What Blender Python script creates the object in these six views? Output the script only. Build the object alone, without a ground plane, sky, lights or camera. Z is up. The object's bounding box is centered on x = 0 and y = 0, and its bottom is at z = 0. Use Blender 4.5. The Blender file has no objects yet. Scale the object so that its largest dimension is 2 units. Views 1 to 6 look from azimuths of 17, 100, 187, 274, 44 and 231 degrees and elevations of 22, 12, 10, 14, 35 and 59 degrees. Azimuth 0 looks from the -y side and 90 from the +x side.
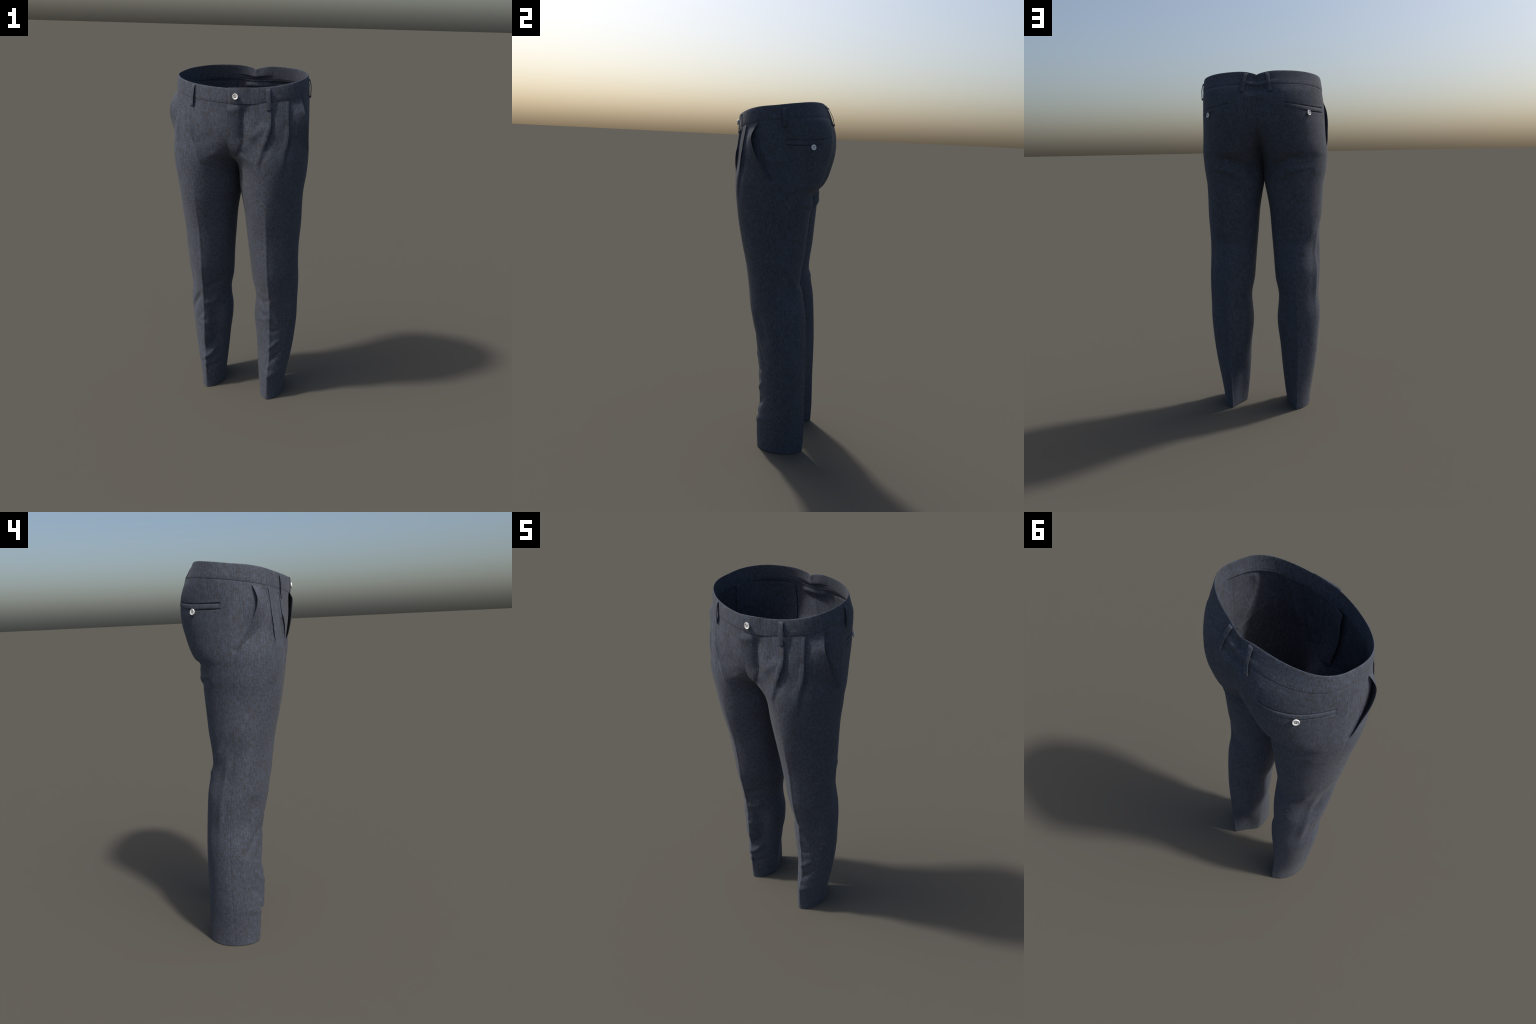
# A pair of empty, standing, pleated dress trousers.
import bpy, bmesh, math
import numpy as np
from mathutils import Vector
from mathutils.bvhtree import BVHTree

# ------------------------------------------------------------------ profiles
# Every profile is a short list of (height z, value) knots.
def curve(knots):
    k = sorted(knots)
    zs = np.array([a for a, b in k]); vs = np.array([b for a, b in k])
    # monotone cubic (Fritsch-Carlson) so that knots never overshoot
    h = np.diff(zs); d = np.diff(vs) / h
    m = np.zeros_like(vs); m[0], m[-1] = d[0], d[-1]
    for i in range(1, len(vs) - 1):
        if d[i-1] * d[i] > 0:
            w1, w2 = 2*h[i] + h[i-1], h[i] + 2*h[i-1]
            m[i] = (w1 + w2) / (w1/d[i-1] + w2/d[i])
    def f(z):
        z = np.clip(z, zs[0], zs[-1])
        i = np.clip(np.searchsorted(zs, z) - 1, 0, len(h) - 1)
        t = (z - zs[i]) / h[i]
        return ((1+2*t)*(1-t)**2*vs[i] + t*(1-t)**2*h[i]*m[i]
                + t*t*(3-2*t)*vs[i+1] + t*t*(t-1)*h[i]*m[i+1])
    return f

# outer seam, half width
X_OUT = curve([(2.0,.337),(1.95,.345),(1.90,.352),(1.80,.364),(1.66,.370),(1.56,.374),(1.48,.370),(1.35,.356),
               (1.20,.352),(1.05,.350),(.92,.342),(.80,.338),(.70,.336),(.58,.339),(.43,.328),(.28,.311),(.15,.290),(.05,.275),(0,.270)])
# inner leg; negative above the crotch: there the two halves overlap and are cut at x = 0
IN_LEG = [(1.30,.018),(1.20,.034),(1.05,.045),(.97,.051),(.80,.063),(.68,.084),(.54,.075),(.38,.090),(.25,.099),(.10,.114),(0,.128)]
X_IN_FRONT = curve([(2.0,-.340),(1.85,-.355),(1.75,-.335),(1.66,-.240),(1.60,-.150),(1.573,-.105),(1.55,-.053),(1.52,-.020),(1.48,-.005),(1.44,-.001),(1.40,.000),(1.36,.006)] + IN_LEG)
X_IN_BACK = curve([(2.0,-.340),(1.85,-.355),(1.77,-.300),(1.70,-.165),(1.65,-.085),(1.60,-.036),(1.55,-.013),(1.50,-.004),(1.46,-.001),(1.40,.000),(1.36,.006)] + IN_LEG)
X_FRONT = curve([(2.0,0),(1.85,0),(1.75,.03),(1.65,.10),(1.573,.165),(1.50,.190),(1.36,.203),(1.0,.199),(.65,.209),(.35,.209),(.17,.204),(0,.203)])
X_BACK = curve([(2.0,0),(1.95,.04),(1.90,.10),(1.85,.125),(1.80,.135),(1.70,.14),(1.60,.145),(1.50,.17),(1.36,.195),(.9,.200),(.45,.211),(.28,.209),(.15,.202),(0,.197)])
Y_FRONT = curve([(2.0,-.256),(1.92,-.262),(1.84,-.261),(1.75,-.258),(1.65,-.248),(1.55,-.240),(1.45,-.228),(1.33,-.210),(1.22,-.187),
                 (1.10,-.159),(.97,-.140),(.88,-.129),(.745,-.099),(.65,-.078),(.55,-.064),(.45,-.054),(.31,-.043),(.20,-.053),(.10,-.052),(0,-.048)])
Y_BACK = curve([(2.0,.208),(1.978,.216),(1.92,.240),(1.88,.256),(1.82,.269),(1.765,.272),(1.72,.269),(1.657,.256),(1.592,.238),(1.55,.219),
                (1.51,.193),(1.434,.183),(1.40,.177),(1.32,.172),(1.20,.165),(1.03,.149),(.95,.166),(.845,.187),(.70,.199),(.53,.208),(.33,.214),(.10,.223),(0,.221)])
Y_MID = curve([(2.0,0),(1.6,0),(1.3,-.005),(1.0,.02),(.7,.06),(.3,.085),(0,.088)])
# exponents of the four quarter arcs: |x|^a + |y|^b = 1 ; a near 1 makes a pressed crease
def powers(rows): return curve([(z, a) for z, a, b in rows]), curve([(z, b) for z, a, b in rows])
A_FO, B_FO = powers([(2.0,1.5,2.9),(1.88,1.55,2.9),(1.75,2.0,2.9),(1.6,2.1,2.6),(1.4,1.75,2.35),(1.2,1.5,2.1),(1.0,1.42,2.0),(.8,1.34,2.0),(.5,1.28,2.0),(.2,1.3,1.95),(.06,1.42,2.0),(0,1.6,2.2)])
A_FI, B_FI = powers([(2.0,1.5,2.9),(1.88,1.55,2.9),(1.75,2.0,2.9),(1.6,2.0,2.1),(1.5,1.8,1.9),(1.35,1.65,2.0),(1.15,1.5,2.1),(1.0,1.4,2.0),(.8,1.3,1.85),(.6,1.25,1.75),(.4,1.22,1.7),(.2,1.25,1.7),(.06,1.42,1.8),(0,1.55,2.0)])
A_BO, B_BO = powers([(2.0,2.0,2.4),(1.95,2.0,2.3),(1.90,2.0,2.1),(1.85,2.0,1.7),(1.8,2.0,1.45),(1.65,2.0,1.42),(1.5,1.9,1.6),(1.2,1.8,1.7),(.9,1.7,1.8),(.5,1.55,2.0),(.3,1.4,1.9),(.06,1.3,1.8),(0,1.3,2.0)])
A_BI, B_BI = powers([(2.0,2.0,2.4),(1.8,2.1,2.3),(1.65,2.0,1.9),(1.5,1.9,1.6),(1.42,2.0,1.8),(1.32,2.1,2.3),(1.1,2.0,2.15),(.95,1.8,1.95),(.6,1.5,1.9),(.4,1.4,1.85),(.2,1.1,1.4),(.08,1.0,1.2),(0,1.0,1.25)])

# the waist seam and the top edge of the waistband climb from front to back
Z_SEAM = curve([(-.27,1.842),(-.234,1.851),(-.17,1.868),(-.10,1.882),(0,1.898),(.085,1.908),(.20,1.922),(.25,1.927)])
Z_TOP = curve([(-.27,1.916),(-.213,1.930),(-.14,1.950),(-.086,1.960),(0,1.970),(.10,1.985),(.19,1.999),(.23,2.000)])

def section(z, th):
    """Half-body cross section: th 0 = front, 90 deg = outside, 180 = back, 270 = inside."""
    s, c = np.sin(th), -np.cos(th)            # s>0 outside, c<0 front
    front = c < 0; out = s >= 0
    xp = np.where(front, X_FRONT(z), X_BACK(z))
    # glide the pole between front and back crease positions
    k = .5 + .5 * np.clip(c * 1.6, -1, 1); k = k*k*(3-2*k)
    xp = X_FRONT(z)*(1-k) + X_BACK(z)*k
    xi = X_IN_FRONT(z)*(1-k) + X_IN_BACK(z)*k
    ym = Y_MID(z)
    w = np.where(out, X_OUT(z) - xp, xp - xi)
    sag = np.where(out, 0, .18*s*s*(1-s*s))*np.exp(-((z-1.48)/.11)**2)      # the fold under the seat runs down to the crotch
    d = np.where(front, ym - Y_FRONT(z), Y_BACK(z + sag) - ym)
    a = np.where(front, np.where(out, A_FO(z), A_FI(z)), np.where(out, A_BO(z), A_BI(z)))
    b = np.where(front, np.where(out, B_FO(z), B_FI(z)), np.where(out, B_BO(z), B_BI(z)))
    u = np.abs(s) ** (2/a); v = np.abs(c) ** (2/b)
    return xp + np.sign(s)*w*u, ym + np.sign(c)*d*v

def even_angles(z, n):
    """angles that spread n points evenly along the section at height z"""
    t = np.linspace(0, 2*np.pi, 1441)
    x, y = section(np.full_like(t, z), t)
    L = np.concatenate([[0], np.cumsum(np.hypot(np.diff(x), np.diff(y)))])
    return t, L

# ------------------------------------------------------------------ materials
def fabric_material(name, tint=1.0):
    m = bpy.data.materials.new(name); m.use_nodes = True
    nt = m.node_tree; N = nt.nodes; Lk = nt.links
    b = N["Principled BSDF"]
    def node(t, **kw):
        n = N.new(t)
        for k, v in kw.items(): setattr(n, k, v)
        return n
    def noise(scale, stretch, detail=2.0, rough=.5):
        mp = node("ShaderNodeMapping"); mp.inputs["Scale"].default_value = stretch
        Lk.new(tc.outputs["Object"], mp.inputs["Vector"])
        n = node("ShaderNodeTexNoise"); n.inputs["Scale"].default_value = scale
        n.inputs["Detail"].default_value = detail; n.inputs["Roughness"].default_value = rough
        Lk.new(mp.outputs[0], n.inputs["Vector"]); return n.outputs["Fac"]
    def math_(op, a, c, clamp=False):
        n = node("ShaderNodeMath", operation=op); n.use_clamp = clamp
        for i, q in enumerate((a, c)):
            if isinstance(q, (int, float)): n.inputs[i].default_value = q
            else: Lk.new(q, n.inputs[i])
        return n.outputs[0]
    def ramp(f, stops):
        r = node("ShaderNodeValToRGB"); e = r.color_ramp.elements
        e[0].position, e[0].color = stops[0][0], (*stops[0][1], 1)
        e[1].position, e[1].color = stops[-1][0], (*stops[-1][1], 1)
        for p, c in stops[1:-1]:
            q = e.new(p); q.color = (*c, 1)
        Lk.new(f, r.inputs[0]); return r.outputs[0]
    def mix(f, a, c, kind="MIX"):
        n = node("ShaderNodeMix", data_type="RGBA", blend_type=kind)
        for i, q in ((0, f), (6, a), (7, c)):
            if isinstance(q, (int, float)): n.inputs[i].default_value = q
            elif isinstance(q, tuple): n.inputs[i].default_value = (*q, 1)
            else: Lk.new(q, n.inputs[i])
        return n.outputs[2]
    tc = node("ShaderNodeTexCoord")
    warp = noise(120, (1.8, 1.8, .32), 2)         # warp threads run up and down
    weft = noise(120, (.42, .42, 1.8), 2)         # weft threads run round the leg
    slub = noise(14, (1, 1, .6), 3, .6)
    blotch = noise(110, (1.2, 1.2, .6), 3, .6)
    weave = math_("ADD", math_("MULTIPLY", warp, .6), math_("MULTIPLY", weft, .4))
    blue = tuple(c*tint for c in (.0520, .0635, .0880)); pale = tuple(c*tint for c in (.074, .089, .119))
    grey = tuple(c*tint for c in (.048, .053, .066)); brown = tuple(c*tint for c in (.041, .039, .041))
    base = ramp(weave, [(.34, brown), (.45, grey), (.53, blue), (.66, pale)])
    tone = ramp(slub, [(.32, (.91, .92, .94)), (.68, (1.07, 1.06, 1.05))])
    col = mix(1.0, base, tone, "MULTIPLY")
    patch = ramp(blotch, [(.40, (.94, 1.0, 1.08)), (.60, (1.07, 1.0, .93))])
    col = mix(.35, col, patch, "MULTIPLY")
    Lk.new(col, b.inputs["Base Color"])
    b.inputs["Roughness"].default_value = .85
    b.inputs["Specular IOR Level"].default_value = .25
    b.inputs["Sheen Weight"].default_value = .05
    b.inputs["Sheen Roughness"].default_value = .5
    bp = node("ShaderNodeBump"); bp.inputs["Strength"].default_value = .25; bp.inputs["Distance"].default_value = .003
    Lk.new(weave, bp.inputs["Height"]); Lk.new(bp.outputs[0], b.inputs["Normal"])
    return m

def plain_material(name, col, rough, spec=.5, coat=0.0):
    m = bpy.data.materials.new(name); m.use_nodes = True
    nt = m.node_tree; b = nt.nodes["Principled BSDF"]
    n = nt.nodes.new("ShaderNodeTexNoise"); n.inputs["Scale"].default_value = 60; n.inputs["Detail"].default_value = 3
    tc = nt.nodes.new("ShaderNodeTexCoord"); nt.links.new(tc.outputs["Object"], n.inputs["Vector"])
    r = nt.nodes.new("ShaderNodeValToRGB")
    r.color_ramp.elements[0].position = .3; r.color_ramp.elements[0].color = (*[c*.88 for c in col], 1)
    r.color_ramp.elements[1].position = .7; r.color_ramp.elements[1].color = (*[min(1, c*1.08) for c in col], 1)
    nt.links.new(n.outputs["Fac"], r.inputs[0]); nt.links.new(r.outputs[0], b.inputs["Base Color"])
    b.inputs["Roughness"].default_value = rough; b.inputs["Specular IOR Level"].default_value = spec
    b.inputs["Coat Weight"].default_value = coat
    return m

WOOL = fabric_material("blue_grey_wool")
PEARL = plain_material("white_button_shell", (.78, .77, .75), .28, .5, .4)
THREAD = plain_material("dark_thread", (.03, .03, .035), .8)

# ------------------------------------------------------------------ helpers
root = bpy.data.objects.new("trousers", None)
bpy.context.collection.objects.link(root)
root["label"] = "pair of blue-grey pleated wool dress trousers standing empty"
root["category"] = "trousers"

def make_object(name, verts, faces, mat, parent=root, smooth=True):
    me = bpy.data.meshes.new(name)
    me.from_pydata([tuple(v) for v in verts], [], [tuple(f) for f in faces])
    me.validate(); me.update()
    bm = bmesh.new(); bm.from_mesh(me); bmesh.ops.recalc_face_normals(bm, faces=bm.faces); bm.to_mesh(me); bm.free()
    me.materials.append(mat)
    if smooth: me.polygons.foreach_set("use_smooth", [True]*len(me.polygons))
    ob = bpy.data.objects.new(name, me); bpy.context.collection.objects.link(ob)
    ob.parent = parent
    return ob

def finish_edges(ob, angle=40):
    me = ob.data; bm = bmesh.new(); bm.from_mesh(me)
    for e in bm.edges:
        e.smooth = not (len(e.link_faces) == 2 and e.calc_face_angle(0) > math.radians(angle))
    bm.to_mesh(me); bm.free()

def slab(name, top, bottom, mat, parent=root, angle=45, rings=False):
    """closed sheet of cloth from two matching grids of points (rows, columns, 3)"""
    R, C = top.shape[:2]
    V = np.concatenate([top.reshape(-1, 3), bottom.reshape(-1, 3)])
    f = []; o = R*C; id_ = lambda i, j: i*C + (j % C)
    for i in range(R-1):
        for j in range(C if rings else C-1):
            q = (id_(i, j), id_(i, j+1), id_(i+1, j+1), id_(i+1, j)); f.append(q); f.append(tuple(o+k for k in q[::-1]))
    edge = lambda a, b: f.append((b, a, o+a, o+b))
    for j in range(C if rings else C-1):
        edge(id_(0, j), id_(0, j+1)); edge(id_(R-1, j+1), id_(R-1, j))
    if not rings:
        for i in range(R-1):
            edge(id_(i+1, 0), id_(i, 0)); edge(id_(i, C-1), id_(i+1, C-1))
    ob = make_object(name, V, f, mat, parent); finish_edges(ob, angle)
    return ob

# ------------------------------------------------------------------ body shell
ROWS, COLS = 480, 400
FOOT = 0.0
def build_half():
    u = np.linspace(0, 1, ROWS)
    fine = np.linspace(FOOT, 1.94, 4000)
    dens = np.cumsum(1 + 2.2*np.exp(-((fine-1.795)/.045)**4)); dens = (dens-dens[0])/(dens[-1]-dens[0])
    znom = np.interp(u, dens, fine)                      # closer rows round the back pockets
    P = np.zeros((ROWS, COLS, 3))
    for i, z in enumerate(znom):
        t, L = even_angles(z, COLS)
        # keep the pressed creases (0 and 180 deg) on fixed columns
        half = np.searchsorted(t, np.pi)
        nf = COLS//2
        s1 = np.interp(np.linspace(0, L[half], nf, endpoint=False), L[:half+1], t[:half+1])
        s2 = np.interp(np.linspace(L[half], L[-1], COLS-nf, endpoint=False), L[half:], t[half:])
        th = np.concatenate([s1, s2])
        x, y = section(np.full(COLS, z), th)
        zz = np.full(COLS, z)
        if z > 1.62:
            k = (z - 1.62)/(1.94 - 1.62)
            zz = 1.62 + k*(Z_SEAM(y) + .012 - 1.62)
            x, y = section(zz, th)
        P[i, :, 0], P[i, :, 1], P[i, :, 2] = x, y, zz
    return P

def grid_mesh(P):
    R, C = P.shape[:2]
    f = [(i*C+j, i*C+(j+1) % C, (i+1)*C+(j+1) % C, (i+1)*C+j) for i in range(R-1) for j in range(C)]
    bm = bmesh.new()
    vs = [bm.verts.new(p) for p in P.reshape(-1, 3)]
    for q in f: bm.faces.new([vs[k] for k in q])
    return bm

bm = grid_mesh(build_half())
bmesh.ops.bisect_plane(bm, geom=bm.verts[:]+bm.edges[:]+bm.faces[:], dist=2e-4, plane_co=(0, 0, 0), plane_no=(1, 0, 0), clear_inner=True)
for v in bm.verts:
    if abs(v.co.x) < 1e-3: v.co.x = 0.0
bmesh.ops.remove_doubles(bm, verts=[v for v in bm.verts if v.co.x < .004], dist=8e-4)
bmesh.ops.mirror(bm, geom=bm.verts[:]+bm.edges[:]+bm.faces[:], axis="X", merge_dist=1e-4)
bmesh.ops.remove_doubles(bm, verts=[v for v in bm.verts if abs(v.co.x) < 1e-3], dist=2e-4)
bmesh.ops.recalc_face_normals(bm, faces=bm.faces)
near = [v for v in bm.verts if abs(v.co.x) < .016 and 1.30 < v.co.z < 1.80]
for _ in range(6):
    bmesh.ops.smooth_vert(bm, verts=near, factor=.5, use_axis_x=False, use_axis_y=True, use_axis_z=True)
bm.normal_update()
body = bpy.data.meshes.new("body"); bm.to_mesh(body); bm.free()

def read(me):
    n = len(me.vertices); a = np.empty(n*3); me.vertices.foreach_get("co", a); b = np.empty(n*3); me.vertices.foreach_get("normal", b)
    return a.reshape(-1, 3), b.reshape(-1, 3)
V, NRM = read(body)
if ((V - [0, 0, 1])*NRM).sum(1).mean() < 0:
    body.flip_normals(); NRM = -NRM

# ------------------------------------------------------------------ folds
def polyline_frame(P, N, pts, step=.004):
    """distance, signed side distance and position along a 3D path for points P"""
    pts = np.array(pts, float)
    seg = np.diff(pts, axis=0); ln = np.linalg.norm(seg, axis=1); tot = ln.sum()
    best = np.full(len(P), 9.0); side = np.zeros(len(P)); along = np.zeros(len(P)); acc = 0
    for a, s, l in zip(pts[:-1], seg, ln):
        t = np.clip((P - a) @ s/(l*l), 0, 1); d = P - a - t[:, None]*s
        D = np.linalg.norm(d, axis=1); k = D < best
        sd = np.einsum("ij,ij->i", d, np.cross(np.broadcast_to(s/l, N.shape), N))
        best = np.where(k, D, best); side = np.where(k, sd, side); along = np.where(k, (acc + t*l)/tot, along); acc += l
    return best, side, along

def smooth_path(pts, n=24):
    p = np.array(pts, float)
    if len(p) < 3: return p
    t = np.linspace(0, len(p)-1, n); out = []
    q = np.vstack([2*p[0]-p[1], p, 2*p[-1]-p[-2]])
    for s in t:
        i = min(int(s), len(p)-2); f = s-i; a, b, c, d = q[i:i+4]
        out.append(.5*((2*b)+(c-a)*f+(2*a-5*b+4*c-d)*f*f+(3*b-a-3*c+d)*f**3))
    return np.array(out)

# the two legs do not hang quite alike: the -x leg is slimmer outside, its hip fuller, its shin further forward
SLIM = curve([(1.75,0),(1.52,-.003),(1.35,0),(1.05,.006),(.88,.006),(.70,.009),(.58,.003),(.40,.005),(.15,.003),(0,.003)])
FORWARD = curve([(.80,0),(.60,-.008),(.47,-.017),(.35,-.019),(.25,-.013),(.15,-.003),(0,0)])
def settle(P):
    P = P.copy(); ease = lambda k: k*k*(3-2*k)
    P[:, 0] += SLIM(P[:, 2])*ease(np.clip((-P[:, 0]-.12)/.2, 0, 1))
    P[:, 0] += .6*np.maximum(0, SLIM(P[:, 2]))*ease(np.clip((P[:, 0]-.12)/.2, 0, 1))
    P[:, 1] += FORWARD(P[:, 2])*ease(np.clip((.10-P[:, 1])/.16, 0, 1)*(P[:, 0] < 0))
    return P

DISP = np.zeros(len(V))
def fold(pts, amp, width, other=None, taper=(.25, .25), mirror=0):
    """ridge (amp>0) or valley (amp<0) along a path; `other` = width on the second side"""
    global DISP
    for sgn in ((1,) if mirror == 0 else (1, -1)):
        p = np.array(pts, float) * ([sgn, 1, 1]); p = smooth_path(p)
        w2 = other or width; R = 3*max(width, w2)
        m = np.all((V > p.min(0)-R) & (V < p.max(0)+R), axis=1); idx = np.nonzero(m)[0]
        if not len(idx): continue
        D, S, A = polyline_frame(V[idx], NRM[idx], p)
        S = S*sgn
        w = np.where(S >= 0, width, w2)
        t = np.ones(len(idx))
        if callable(taper): t = taper(A)
        elif taper[0]: t *= np.clip(A/taper[0], 0, 1)
        if not callable(taper):
            if taper[1]: t *= np.clip((1-A)/taper[1], 0, 1)
            t = t*t*(3-2*t)
        DISP[idx] += amp*(1 if sgn == 1 else (mirror if isinstance(mirror, float) else 1))*t*np.exp(-(D/w)**2)

SEAM_Y = curve([(1.95, .0), (1.6, -.005), (1.3, .02), (1.0, .04), (.6, .075), (0, .085)])
def on_side(z): return [float(X_OUT(np.array(z))), float(SEAM_Y(np.array(z))), z]

# the front panel swells below the slant pocket
fold([(.362,-.07,1.68),(.370,-.05,1.56),(.360,-.05,1.42),(.345,-.05,1.30)], .005, .050, .050, (.3,.4), 1.6)
# the cloth before its sharper folds: parts that stand off it are measured from here
SMOOTH = BVHTree.FromPolygons([Vector(v) for v in settle(V + NRM*DISP[:, None])], [tuple(p.vertices) for p in body.polygons])
# front pleats: the inner cloth lies over the outer, stitched down to z 1.75, open below
open1 = curve([(0,.40),(.22,.42),(.30,.60),(.42,1.0),(.62,.7),(.85,.15),(1,0)])
pleat = [(.219,-.224,1.86),(.221,-.226,1.76),(.210,-.240,1.69),(.190,-.250,1.61),(.170,-.250,1.54),(.155,-.240,1.46)]
fold(pleat, .009, .028, .0065, open1, 1)
fold([(x+.009, y, z) for x, y, z in pleat], -.011, .006, .020, open1, 1)
open2 = curve([(0,.5),(.30,.5),(.5,1.0),(.75,.6),(1,0)])
pleat = [(.296,-.172,1.88),(.304,-.184,1.76),(.307,-.190,1.68),(.300,-.200,1.58),(.285,-.205,1.46)]
fold(pleat, .007, .032, .0065, open2, 1)
fold([(x+.006, y+.006, z) for x, y, z in pleat], -.009, .006, .018, open2, 1)
# drag line from the pleat towards the fly
fold([(.212,-.236,1.755),(.165,-.255,1.71),(.110,-.262,1.665)], .007, .018, .022, (.2,.3), .4)
fold([(.175,-.25,1.665),(.13,-.25,1.63),(.085,-.24,1.57)], -.007, .042, .042, (.3,.2), .4)
# hollow between fly and thigh
fold([(.085,-.262,1.84),(.088,-.262,1.74),(.080,-.25,1.62)], -.011, .030, .028, (.2,.3), .25)
# fold from the seat into the crotch
fold([(.27,.15,1.515),(.20,.185,1.515),(.12,.18,1.48),(.05,.12,1.43),(.01,.05,1.39)], -.011, .014, .022, (.3,.2), 1)
fold([(.30,.12,1.45),(.23,.165,1.455),(.15,.175,1.43),(.08,.12,1.37)], .007, .018, .018, (.25,.3), 1)
fold([(.31,.10,1.44),(.24,.160,1.435),(.16,.17,1.39)], -.008, .013, .015, (.3,.4), 1)
# back of the knee
fold([(.340,-.05,1.20),(.346,.02,1.06),(.328,.085,.95),(.275,.14,.83)], -.010, .055, .065, (.4,.4), 1.8)
fold([(.325,.07,1.14),(.285,.115,1.06),(.245,.145,.99),(.21,.155,.95)], .006, .025, .016, (.3,.1), 1)
fold([(.10,.08,.95),(.15,.13,.99),(.20,.15,1.04)], -.005, .018, .018, (.3,.3), 1)
# front of the knee
fold([(.10,.0,.80),(.14,-.05,.76),(.20,-.10,.73)], -.008, .020, .022, (.2,.3), 1)
fold([(.31,.02,.52),(.27,-.04,.62),(.22,-.09,.70)], -.006, .016, .020, (.2,.3), 1.7)
fold([(.12,-.02,.66),(.16,-.06,.62),(.20,-.09,.63)], .006, .018, .020, (.2,.2), 1)
# ankle ripples
fold([(.20,-.062,.50),(.23,-.045,.49),(.26,-.01,.51)], -.0035, .014, .017, (0,.4), 1)
fold([(.20,-.058,.26),(.24,-.03,.30),(.28,.03,.36)], -.0045, .016, .022, (0,.4), 1)
fold([(.20,-.055,.36),(.235,-.035,.40),(.27,.0,.44)], .005, .014, .018, (0,.4), 1)
fold([(.205,-.058,.21),(.16,-.02,.22),(.13,.04,.25)], -.005, .016, .020, (0,.4), 1)
fold([(.205,-.058,.17),(.24,-.03,.19),(.28,.03,.22)], .004, .018, .02, (0,.4), 1)
# grooves beside the back pocket welts, hollow behind the slant pocket edge
welt_line = [(.160,.268,1.807),(.22,.240,1.797),(.285,.187,1.789),(.33,.115,1.786),(.352,.052,1.785)]
for dz in (.0130, -.0130):
    fold([(x, y, z+dz) for x, y, z in welt_line], -.0065, .0030, .0030, (0, 0), 1)
pocket_line = [(.346,-.098,1.879),(.362,-.120,1.83),(.368,-.121,1.79),(.372,-.098,1.72),(.374,-.058,1.65),(.374,-.012,1.568)]
fold([(x-.004, y+.006, z) for x, y, z in pocket_line], -.006, .007, .020, (.1, .05), 1)
# pressed creases: a sharp ridge down the front and the lower back of each leg
at = lambda f, z: float(f(np.array(z)))
fold([(at(X_FRONT, z), at(Y_FRONT, z), z) for z in np.linspace(1.42, 0, 16)], .0022, .009, .009, (.25, .08), 1)
fold([(at(X_BACK, z), at(Y_BACK, z), z) for z in np.linspace(.92, 0, 12)], .0024, .009, .009, (.3, 0), 1)
# soft folds on the inner shin of the -x leg, inner knee hollow of the +x leg
fold([(-.203,-.058,.235),(-.17,-.03,.26),(-.135,.02,.31)], .007, .018, .016, (0,.4))
fold([(-.203,-.066,.30),(-.16,-.02,.34),(-.13,.03,.38)], -.006, .022, .022, (0,.4))
fold([(-.200,-.052,.155),(-.15,-.02,.165),(-.125,.03,.19)], -.006, .022, .018, (.05,.4))
fold([(-.205,-.075,.50),(-.16,-.03,.47),(-.12,.02,.48)], .004, .02, .02, (0,.4))
fold([(.195,-.09,.70),(.15,-.05,.68),(.11,.0,.72)], -.006, .026, .020, (0,.4))
fold([(.205,-.07,.58),(.16,-.04,.56),(.11,.02,.58)], .004, .02, .02, (0,.4))
# hollows at the inner shin of the -x leg, outer knees, inner ankles; fuller inner calves
fold([(-.150,-.03,.66),(-.145,-.01,.45),(-.15,.0,.20)], -.014, .045, .045, (.25,.3))
fold([(.275,-.07,.88),(.302,-.03,.75),(.312,.0,.64)], -.011, .034, .034, (.3,.3), 1)
fold([(.145,.165,.30),(.138,.155,.15),(.142,.155,.0)], -.005, .050, .050, (.4,0), 1)
fold([(.118,.13,.64),(.123,.14,.48),(.130,.15,.36)], .008, .038, .038, (.3,.3), 1)
# long ridges down the outer back of the legs
fold([(.348,.05,1.15),(.335,.09,.95),(.322,.115,.75),(.305,.13,.55)], .006, .018, .022, (.25,.35), 1.2)
fold([(-.210,-.080,.57),(-.25,-.055,.52),(-.285,-.02,.47)], -.005, .012, .014, (.1,.4))
# sewn side seam, a thin groove
fold([(float(a), float(b), float(Z_SEAM(np.array(float(b))))) for a, b in zip(*section(np.full(40, 1.89), np.linspace(0, np.pi, 40)))], -.0022, .0035, .0035, (0, 0), 1)
fold([on_side(z) for z in np.linspace(1.88, .02, 14)], -.0016, .0035, .0035, (0, 0), 1)
# puffs under the waistband in the middle of the back
fold([(-.09,.254,1.895),(0,.252,1.893),(.09,.254,1.895)], -.008, .016, .014, (.25,.25))
fold([(-.10,.258,1.86),(0,.262,1.858),(.10,.258,1.86)], .004, .02, .02, (.25,.25))
# relax the steep pleat flanks so that the mesh rows do not show as steps
ed = np.array([e.vertices[:] for e in body.edges]); mid = V[ed].mean(1)
ed = ed[(mid[:, 1] < -.08) & (mid[:, 2] > 1.42) & (mid[:, 2] < 1.90)]
for _ in range(5):
    acc = np.zeros(len(V)); num = np.zeros(len(V))
    for a, b in ((0, 1), (1, 0)):
        np.add.at(acc, ed[:, a], DISP[ed[:, b]]); np.add.at(num, ed[:, a], 1)
    k = num > 2; DISP[k] = .4*DISP[k] + .6*acc[k]/num[k]
TUCK = V[:, 2] - Z_SEAM(V[:, 1])            # height above the waist seam
quiet = np.clip((-.002-TUCK)/.018, 0, 1)
V = V + NRM*(DISP*(.25+.75*quiet))[:, None] - NRM*(.0040*np.clip(TUCK/.004, 0, 1))[:, None]
V = settle(V)
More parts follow.
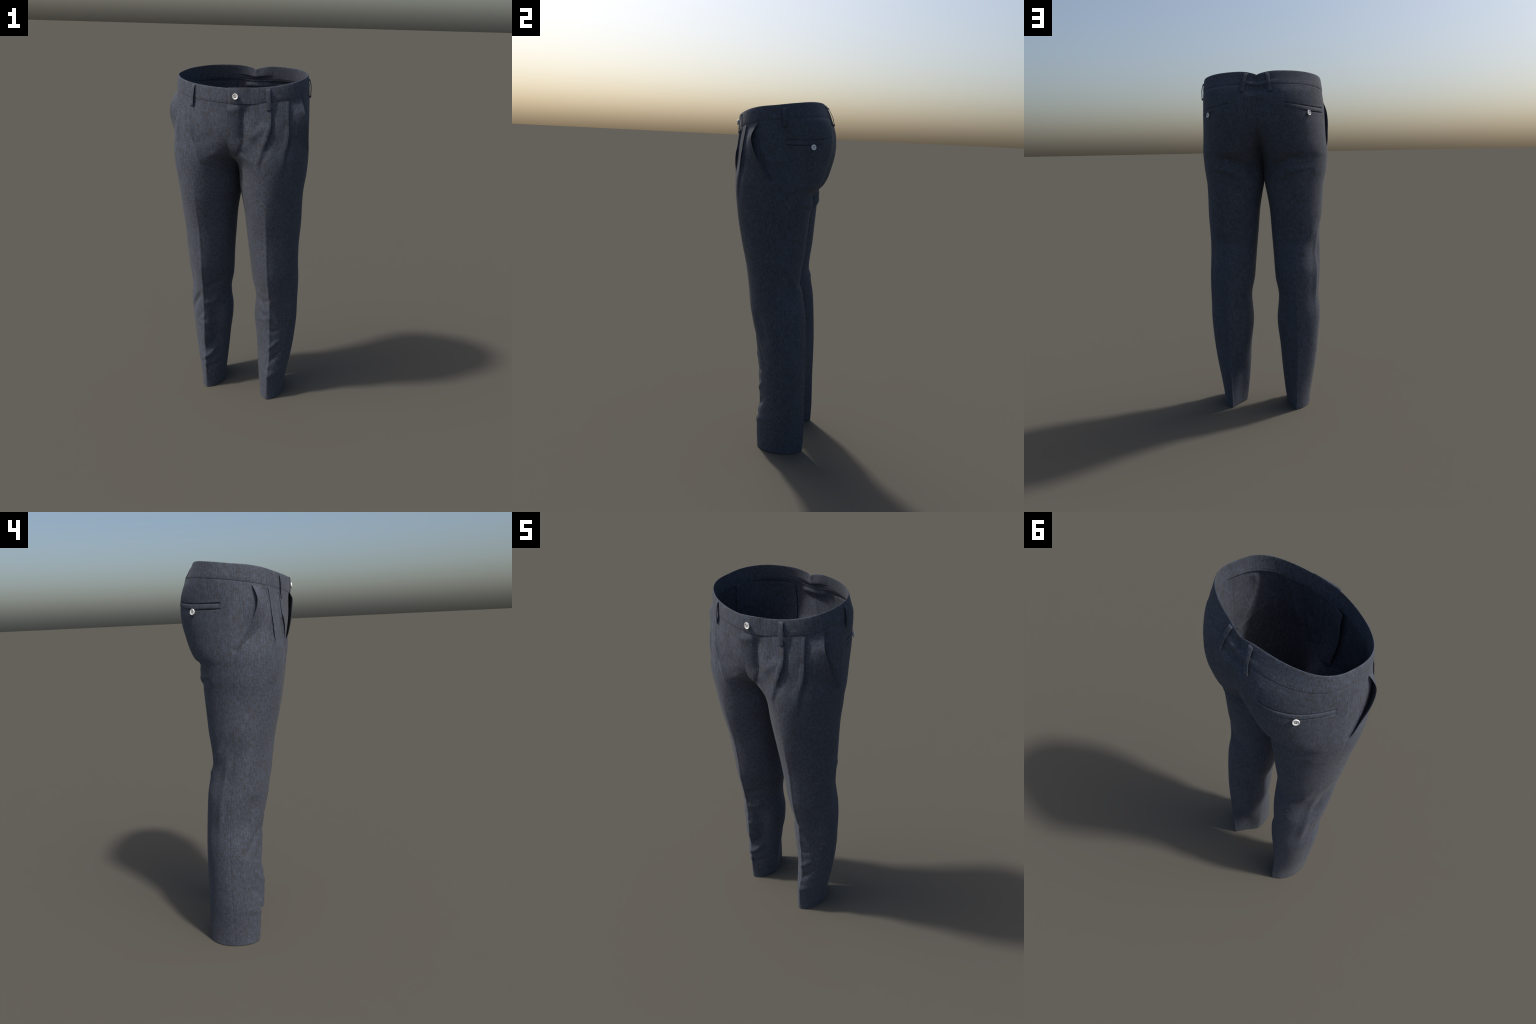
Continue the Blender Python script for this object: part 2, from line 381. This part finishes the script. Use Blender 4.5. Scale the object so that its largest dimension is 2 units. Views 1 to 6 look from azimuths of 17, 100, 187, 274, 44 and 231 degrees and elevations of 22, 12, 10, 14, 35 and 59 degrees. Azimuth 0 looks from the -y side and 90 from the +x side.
# gentle unevenness of hanging cloth
rng = np.random.default_rng(5)
wob = np.zeros(len(V))
for k in range(14):
    d = rng.normal(size=3)*np.array([9, 9, 6]); wob += np.sin(V @ d + rng.uniform(0, 6.28))
V = V + NRM*(wob*.0005*quiet)[:, None]
V[:, 2] -= 0
body.vertices.foreach_set("co", V.ravel()); body.update()
V, NRM = read(body)
FACES = [tuple(p.vertices) for p in body.polygons]
TREE = BVHTree.FromPolygons([Vector(v) for v in V], FACES)

def nearest(p):
    co, n, i, d = TREE.find_nearest(Vector(p))
    return np.array(co), np.array(n)
def smooth_normal(p):
    """normal averaged over a small neighbourhood"""
    n = np.zeros(3)
    for d in ((0,0,0),(.008,0,0),(-.008,0,0),(0,.008,0),(0,-.008,0),(0,0,.008),(0,0,-.008)):
        n += nearest(np.array(p)+d)[1]
    return n/np.linalg.norm(n)

# inner face of the cloth, then closed at waist and hem
THICK = .0035
def shell_parts():
    n = len(V); inner = V - NRM*THICK
    allv = np.concatenate([V, inner])
    f = list(FACES) + [tuple(n+k for k in q[::-1]) for q in FACES]
    cnt = {}
    for q in FACES:
        for a, b in zip(q, q[1:]+q[:1]):
            cnt[(a, b)] = 1
    for (a, b) in list(cnt):
        if (b, a) not in cnt: f.append((b, a, n+a, n+b))
    nrm = np.concatenate([NRM, -NRM])
    cen = (allv[[q[0] for q in f]] + allv[[q[2] for q in f]])/2
    ys = SEAM_Y(cen[:, 2])
    region = np.where(cen[:, 1] < ys, 0, 1) + np.where(cen[:, 0] >= 0, 0, 2)
    for r, nm in enumerate(("front_panel", "back_panel", "front_panel", "back_panel")):
        sel = [q for q, g in zip(f, region) if g == r]
        used = np.unique(np.concatenate([np.array(q) for q in sel])); remap = {int(u): i for i, u in enumerate(used)}
        me = bpy.data.meshes.new(nm)
        me.from_pydata([tuple(allv[u]) for u in used], [], [tuple(remap[k] for k in q) for q in sel]); me.update()
        me.polygons.foreach_set("use_smooth", [True]*len(me.polygons))
        me.normals_split_custom_set_from_vertices([tuple(nrm[u]) for u in used])
        me.materials.append(WOOL)
        ob = bpy.data.objects.new(nm, me); bpy.context.collection.objects.link(ob); ob.parent = root
shell_parts()

# ------------------------------------------------------------------ waistband
def half_section(z, f):
    """the +x half of the section, f 0 = centre front, 1 = centre back"""
    xb, xi = X_BACK(z), X_IN_BACK(z)
    end = np.pi + np.arcsin(np.clip(xb/(xb-xi), 0, 1)**(A_BI(z)/2))
    return section(z, f*end)
def ease01(t):
    t = np.clip(t, 0, 1); return t*t*(3-2*t)
def band_point(th, k, off):
    """th 0 front, 90 deg +x, 180 back, 270 -x; k 0 = seam, 1 = top edge"""
    left = th > np.pi; f = np.where(left, 2*np.pi-th, th)/np.pi
    z = np.full_like(th, 1.93)
    for _ in range(4):
        x, y = half_section(z, f)
        back = f > .5
        dip = np.where(back, .012*np.exp(-(x/.06)**2) + .010*np.exp(-np.abs(x)/.022), 0)     # notch at centre back
        low = np.where(back, .010*np.exp(-(x/.06)**2), 0)
        zt = Z_TOP(y) - dip; zs = Z_SEAM(y) - low
        z = zs + (zt-zs)*k
    x, y = half_section(z, f)
    e = 1e-3; x1, y1 = half_section(z, f+e); x0, y0 = half_section(z, f-e)
    nx, ny = (y1-y0), -(x1-x0); l = np.hypot(nx, ny)+1e-12
    c = np.where(back, 1.0, 0.0)
    pinch = c*(-.006*np.exp(-(x/.010)**2)*k - .011*np.exp(-(x/.060)**2)*ease01((k-.26)/.07)*(1-ease01((k-.40)/.60)))
    ridge = c*.005*np.exp(-(x/.065)**2)*np.exp(-((k-.08)/.14)**2)
    o = off + pinch + ridge
    return np.stack([np.where(left, -1, 1)*(x+nx/l*o), y+ny/l*o, z], -1)

nring = 420
TH = np.linspace(0, 2*np.pi, nring, endpoint=False)
outer_prof = [(-.04,-.0020),(-.01,.0002),(.03,.0014),(.12,.0022),(.20,.0026),(.26,.0030),(.295,.0030),(.33,.0030),(.40,.0030),(.52,.0030),(.65,.0030),(.90,.0028),(.97,.0022),(1.0,.0008)]
inner_prof = [(-.06,-.0085),(-.02,-.0088),(.04,-.0085),(.12,-.0075),(.20,-.0065),(.26,-.0060),(.295,-.0056),(.33,-.0052),(.40,-.0045),(.52,-.0035),(.65,-.0025),(.90,-.0015),(.97,-.001),(1.0,.0)]
top = np.array([band_point(TH, k, o) for k, o in outer_prof])
bot = np.array([band_point(TH, k, o) for k, o in inner_prof])
band = slab("waistband", top, bot, WOOL, rings=True, angle=60)
BAND_TREE = BVHTree.FromPolygons([v.co.copy() for v in band.data.vertices], [tuple(p.vertices) for p in band.data.polygons])

# overlapping tab that carries the button, at the front
def tab():
    xs = np.linspace(.012, .150, 30)
    rows = np.linspace(0, 1, 12)
    o = np.zeros((12, 30, 3)); i = np.zeros((12, 30, 3))
    # angle of each column on the front arc, found by inverting x(angle) on the seam
    tt = np.linspace(0, 1.2, 600); th = np.interp(xs, band_point(tt, .5, .005)[:, 0], tt)
    fade = np.clip((.150-xs)/.10, 0, 1); fade = fade*fade*(3-2*fade)
    e = np.minimum(1, (xs-.012)/.004)*.5+.5
    for r, k in enumerate(rows):
        round_ = 1 - .35*abs(2*k-1)**6
        o[r] = band_point(th, -.02+k*1.05, .0028 + .0090*fade*e*round_ - .0012*(1-fade))
        i[r] = band_point(th, -.02+k*1.05, .0012)
    return slab("waistband_tab", o, i, WOOL, angle=50)
tab()

# ------------------------------------------------------------------ fly
def front_y(x, z):
    h = TREE.ray_cast(Vector((x, -1, z)), Vector((0, 1, 0)))
    return h[0].y if h[0] else -.25
def fly():
    rows, cols = 44, 18
    T = np.zeros((rows, cols, 3)); B = np.zeros((rows, cols, 3))
    lift = curve([(1.845,.004),(1.835,.008),(1.812,.019),(1.76,.016),(1.70,.014),(1.64,.012),(1.62,.011),(1.595,.008),(1.580,.001),(1.572,-.006)])
    for r in range(rows):
        t = r/(rows-1); z = 1.843 - t*(1.843-1.572)
        right = .092 - .062*max(0, (t-.62)/.38)**2.2
        left = .010 + .004*t
        for c in range(cols):
            s = c/(cols-1); x = left + (right-left)*s
            y = front_y(x, z); h = float(lift(np.array(z)))
            edge = h*(1-s) + .002 - .007*max(0, (s-.7)/.3)
            T[r, c] = (x, y-edge-.002, z); B[r, c] = (x+.001, y-edge+.0012, z)
    return slab("fly", T, B, WOOL, angle=50)
fly()

# ------------------------------------------------------------------ strips, pockets
def outward_smooth(p):
    """the same on the cloth before its folds were pressed in"""
    co, n, i, d = SMOOTH.find_nearest(Vector(p)); n = np.array(n)
    if n @ np.array([co.x, co.y, 0]) < 0: n = -n
    return np.array(co), n
def outward(p):
    """push a rough guess onto the cloth and return point + normal"""
    q, n = nearest(p); return q, smooth_normal(q)

def welt(sign):
    knots = smooth_path(welt_line, 40)
    half = .0115; cols = 9
    T = np.zeros((40, cols, 3)); B = np.zeros((40, cols, 3))
    for i, k in enumerate(knots):
        g = k*np.array([sign, 1, 1])
        for j in range(cols):
            v = (j/(cols-1)-.5)*2
            q, n = outward_smooth(g + np.array([0, 0, v*half]))
            e = .0008 - .0030*abs(v)**6
            if i in (0, 39): e -= .002
            T[i, j] = q + n*e; B[i, j] = q - n*.002
    ob = slab("welt_pocket", T, B, WOOL, angle=55)
    # dark mouth of the pocket: a narrow slot with sunken lips
    return ob
for sg in (1, -1): welt(sg)

def slant_pocket(sign, gape):
    """the free edge of the front panel standing off the hip"""
    edge = smooth_path(pocket_line, 48)
    rows, cols = 48, 16
    T = np.zeros((rows, cols, 3)); B = np.zeros((rows, cols, 3))
    for i, k in enumerate(edge):
        t = i/(rows-1); open_ = gape*max(0, math.sin(math.pi*t**.85))**1.4
        wide = min(1, .12 + (1-t)/.35)
        for j in range(cols):
            s = j/(cols-1)                     # 0 at the root, 1 at the free edge
            g = k*np.array([sign, 1, 1]) + np.array([-sign*.030, -.100, 0])*(1-s)*wide
            q, n = outward_smooth(g)
            env = min(1, (1-t)/.06, .45+t/.08)
            off = -.0065 + (open_*s**1.6 + .0090*s)*env
            T[i, j] = q + n*off; B[i, j] = q + n*(off-.003)
    for G in (T, B):                            # even out the lip
        for _ in range(8):
            G[1:-1] = (G[:-2] + 2*G[1:-1] + G[2:])/4
            G[:, 1:-1] = (G[:, :-2] + 2*G[:, 1:-1] + G[:, 2:])/4
    return slab("slant_pocket_edge", T, B, WOOL, angle=50)
slant_pocket(1, .029); slant_pocket(-1, .028)

def pleat_fold(path, sign, width, lift):
    """crisp free edge of a pleat, rooted towards the fly"""
    rows, cols = 44, 12
    T = np.zeros((rows, cols, 3)); B = np.zeros((rows, cols, 3))
    for i, k in enumerate(smooth_path(path, rows)):
        t = i/(rows-1); h = float(lift(np.array(t)))
        for j in range(cols):
            s = j/(cols-1)
            q, n = outward(k*np.array([sign, 1, 1]) + np.array([-sign*width, -.3*width, 0])*(1-s))
            off = -.0025 + (h+.0025)*s**1.4
            T[i, j] = q + n*off; B[i, j] = q + n*(off-.0028)
    return slab("pleat_fold", T, B, WOOL, angle=50)
LIFT = curve([(0,.0040),(.38,.0045),(.52,.0085),(.72,.0075),(.9,.003),(1,-.002)])
for sg in (1, -1):
    pleat_fold([(.222,-.225,1.842),(.223,-.227,1.755),(.213,-.240,1.69),(.196,-.249,1.61)], sg, .034, LIFT)
    pleat_fold([(.299,-.172,1.862),(.307,-.184,1.76),(.309,-.191,1.68),(.302,-.200,1.60)], sg, .034, LIFT)

def belt_loop(a, b, width=.021, bulge=.002, proud=.004):
    """strip of cloth from the top edge of the band to below the seam"""
    a, b = np.array(a), np.array(b); rows, cols = 26, 5
    T = np.zeros((rows, cols, 3)); B = np.zeros((rows, cols, 3))
    out = np.array([(a[0]+b[0])/2, (a[1]+b[1])/2, 0]); 
    nb = BAND_TREE.find_nearest(Vector(a*.5+b*.5))[1]; out = np.array([nb.x, nb.y, 0])
    if out @ np.array([a[0], a[1], 0]) < 0: out = -out
    out /= np.linalg.norm(out); side = np.cross([0, 0, 1], out)
    axis = (b-a)/np.linalg.norm(b-a); 
    base = np.zeros(rows)
    for i in range(rows):
        t = i/(rows-1); hits = []
        for v in np.linspace(-.5, .5, 5)*width:
            p = a*(1-t)+b*t + side*v; o = p + out*.25
            for tr in (TREE, BAND_TREE):
                h = tr.ray_cast(Vector(o), Vector(-out))
                if h[0] and (np.array(h[0])-p) @ out > -.05: hits.append((np.array(h[0]) - p) @ out)
        base[i] = max(hits) if hits else 0
    line = np.maximum(base, np.linspace(base[0], base[-1], rows))     # stretched straight over hollows
    for _ in range(20): line[1:-1] = np.maximum(base[1:-1], (line[:-2]+2*line[1:-1]+line[2:])/4)
    for i in range(rows):
        t = i/(rows-1)
        lift = .0025 + proud*min(1, t*5)**.6 + bulge*math.sin(math.pi*t)**2
        for j in range(cols):
            v = (j/(cols-1)-.5)*width; p = a*(1-t)+b*t + side*v
            r = .0012 if j in (0, cols-1) else 0
            T[i, j] = p + out*(line[i]+lift+.002-r-(.002 if i in (0, rows-1) else 0))
            B[i, j] = p + out*(line[i]+lift-.0015 if 2 < i < rows-3 else base[i]-.002)
    # even the strip: all columns share the mean stand-off so that it stays flat
    return slab("belt_loop", T, B, WOOL, angle=50)
belt_loop((.200,-.213,1.921),(.208,-.220,1.818))
belt_loop((-.187,-.213,1.922),(-.198,-.220,1.818))
belt_loop((.340,.036,1.958),(.350,.044,1.862))
belt_loop((.060,.215,1.986),(.080,.250,1.884))
belt_loop((-.060,.215,1.986),(-.080,.250,1.884))

# ------------------------------------------------------------------ buttons
def lathe(name, prof, n, mat, parent):
    V_, F_ = [], []
    for r, h in prof:
        for k in range(n):
            a = 2*math.pi*k/n; V_.append((r*math.cos(a), r*math.sin(a), h))
    for i in range(len(prof)-1):
        for k in range(n):
            F_.append((i*n+k, i*n+(k+1) % n, (i+1)*n+(k+1) % n, (i+1)*n+k))
    F_.append(tuple(range(n))[::-1]); F_.append(tuple((len(prof)-1)*n+k for k in range(n)))
    ob = make_object(name, V_, F_, mat, parent); finish_edges(ob, 50); return ob

button_mesh = None
def button(pos, normal, R=.0148):
    prof = [(R*.55, -.003),(R*.85,-.002),(R*.98,.0005),(R,.002),(R*.97,.0042),(R*.88,.0052),(R*.78,.0048),(R*.68,.0034),(R*.5,.0030),(R*.02,.0030)]
    ob = lathe("button", prof, 40, PEARL, root)
    z = Vector(normal).normalized()
    ob.rotation_mode = "QUATERNION"; ob.rotation_quaternion = z.to_track_quat("Z", "Y"); ob.location = Vector(pos)
    for dx in (-1, 1):
        for dy in (-1, 1):
            h = lathe("thread", [(.0019,.0028),(.0021,.0034),(.0017,.0038),(.0003,.0039)], 10, THREAD, ob)
            h.location = (dx*.0034, dy*.0034, 0)
    bar = lathe("thread", [(.0012,.0028),(.0012,.0036),(.0008,.0038)], 8, THREAD, ob)
    bar.scale = (3.0, 1, 1); bar.location = (0, -.0034, 0)
    shank = lathe("thread", [(.0035,-.012),(.0030,-.002)], 10, THREAD, ob)
    return ob

p = BAND_TREE.ray_cast(Vector((.051, -1, 1.880)), Vector((0, 1, 0)))[0]
button((.051, p.y-.0135, 1.880), (.10, -1, .02))
for sg in (1, -1):
    q, n = outward((.282*sg, .183, 1.765))
    button(q + n*.005, n)

# ------------------------------------------------------------------ inside
def pocket_bag(sign):
    """lining panel on the inside of the back"""
    xs = smooth_path([(.128,.255,0),(.20,.225,0),(.27,.18,0),(.32,.11,0),(.345,.04,0)], 30)
    zs = np.linspace(1.908, 1.56, 40)
    T = np.zeros((40, 30, 3)); B = np.zeros((40, 30, 3))
    for i, z in enumerate(zs):
        for j, k in enumerate(xs):
            q, n = outward_smooth((k[0]*sign, k[1], z))
            e = .0100 if 0 < i < 39 and 0 < j < 29 else .0085
            T[i, j] = q - n*e; B[i, j] = q - n*.0060
    return slab("pocket_lining", T, B, WOOL, angle=50)
for sg in (1, -1): pocket_bag(sg)

def fly_shield():
    """underlap hanging inside the front opening"""
    rows, cols = 40, 12
    T = np.zeros((rows, cols, 3)); B = np.zeros((rows, cols, 3))
    for r in range(rows):
        z = 1.85 - .27*r/(rows-1)
        for c in range(cols):
            u = c/(cols-1); x = -.045 + .105*u
            y = front_y(x, z) + .008 + .012*(1-u)**2 + .004*math.sin(9*r/rows)*(1-u)
            T[r, c] = (x, y, z); B[r, c] = (x, y+.003, z)
    return slab("fly_shield", T, B, WOOL, angle=50)
fly_shield()
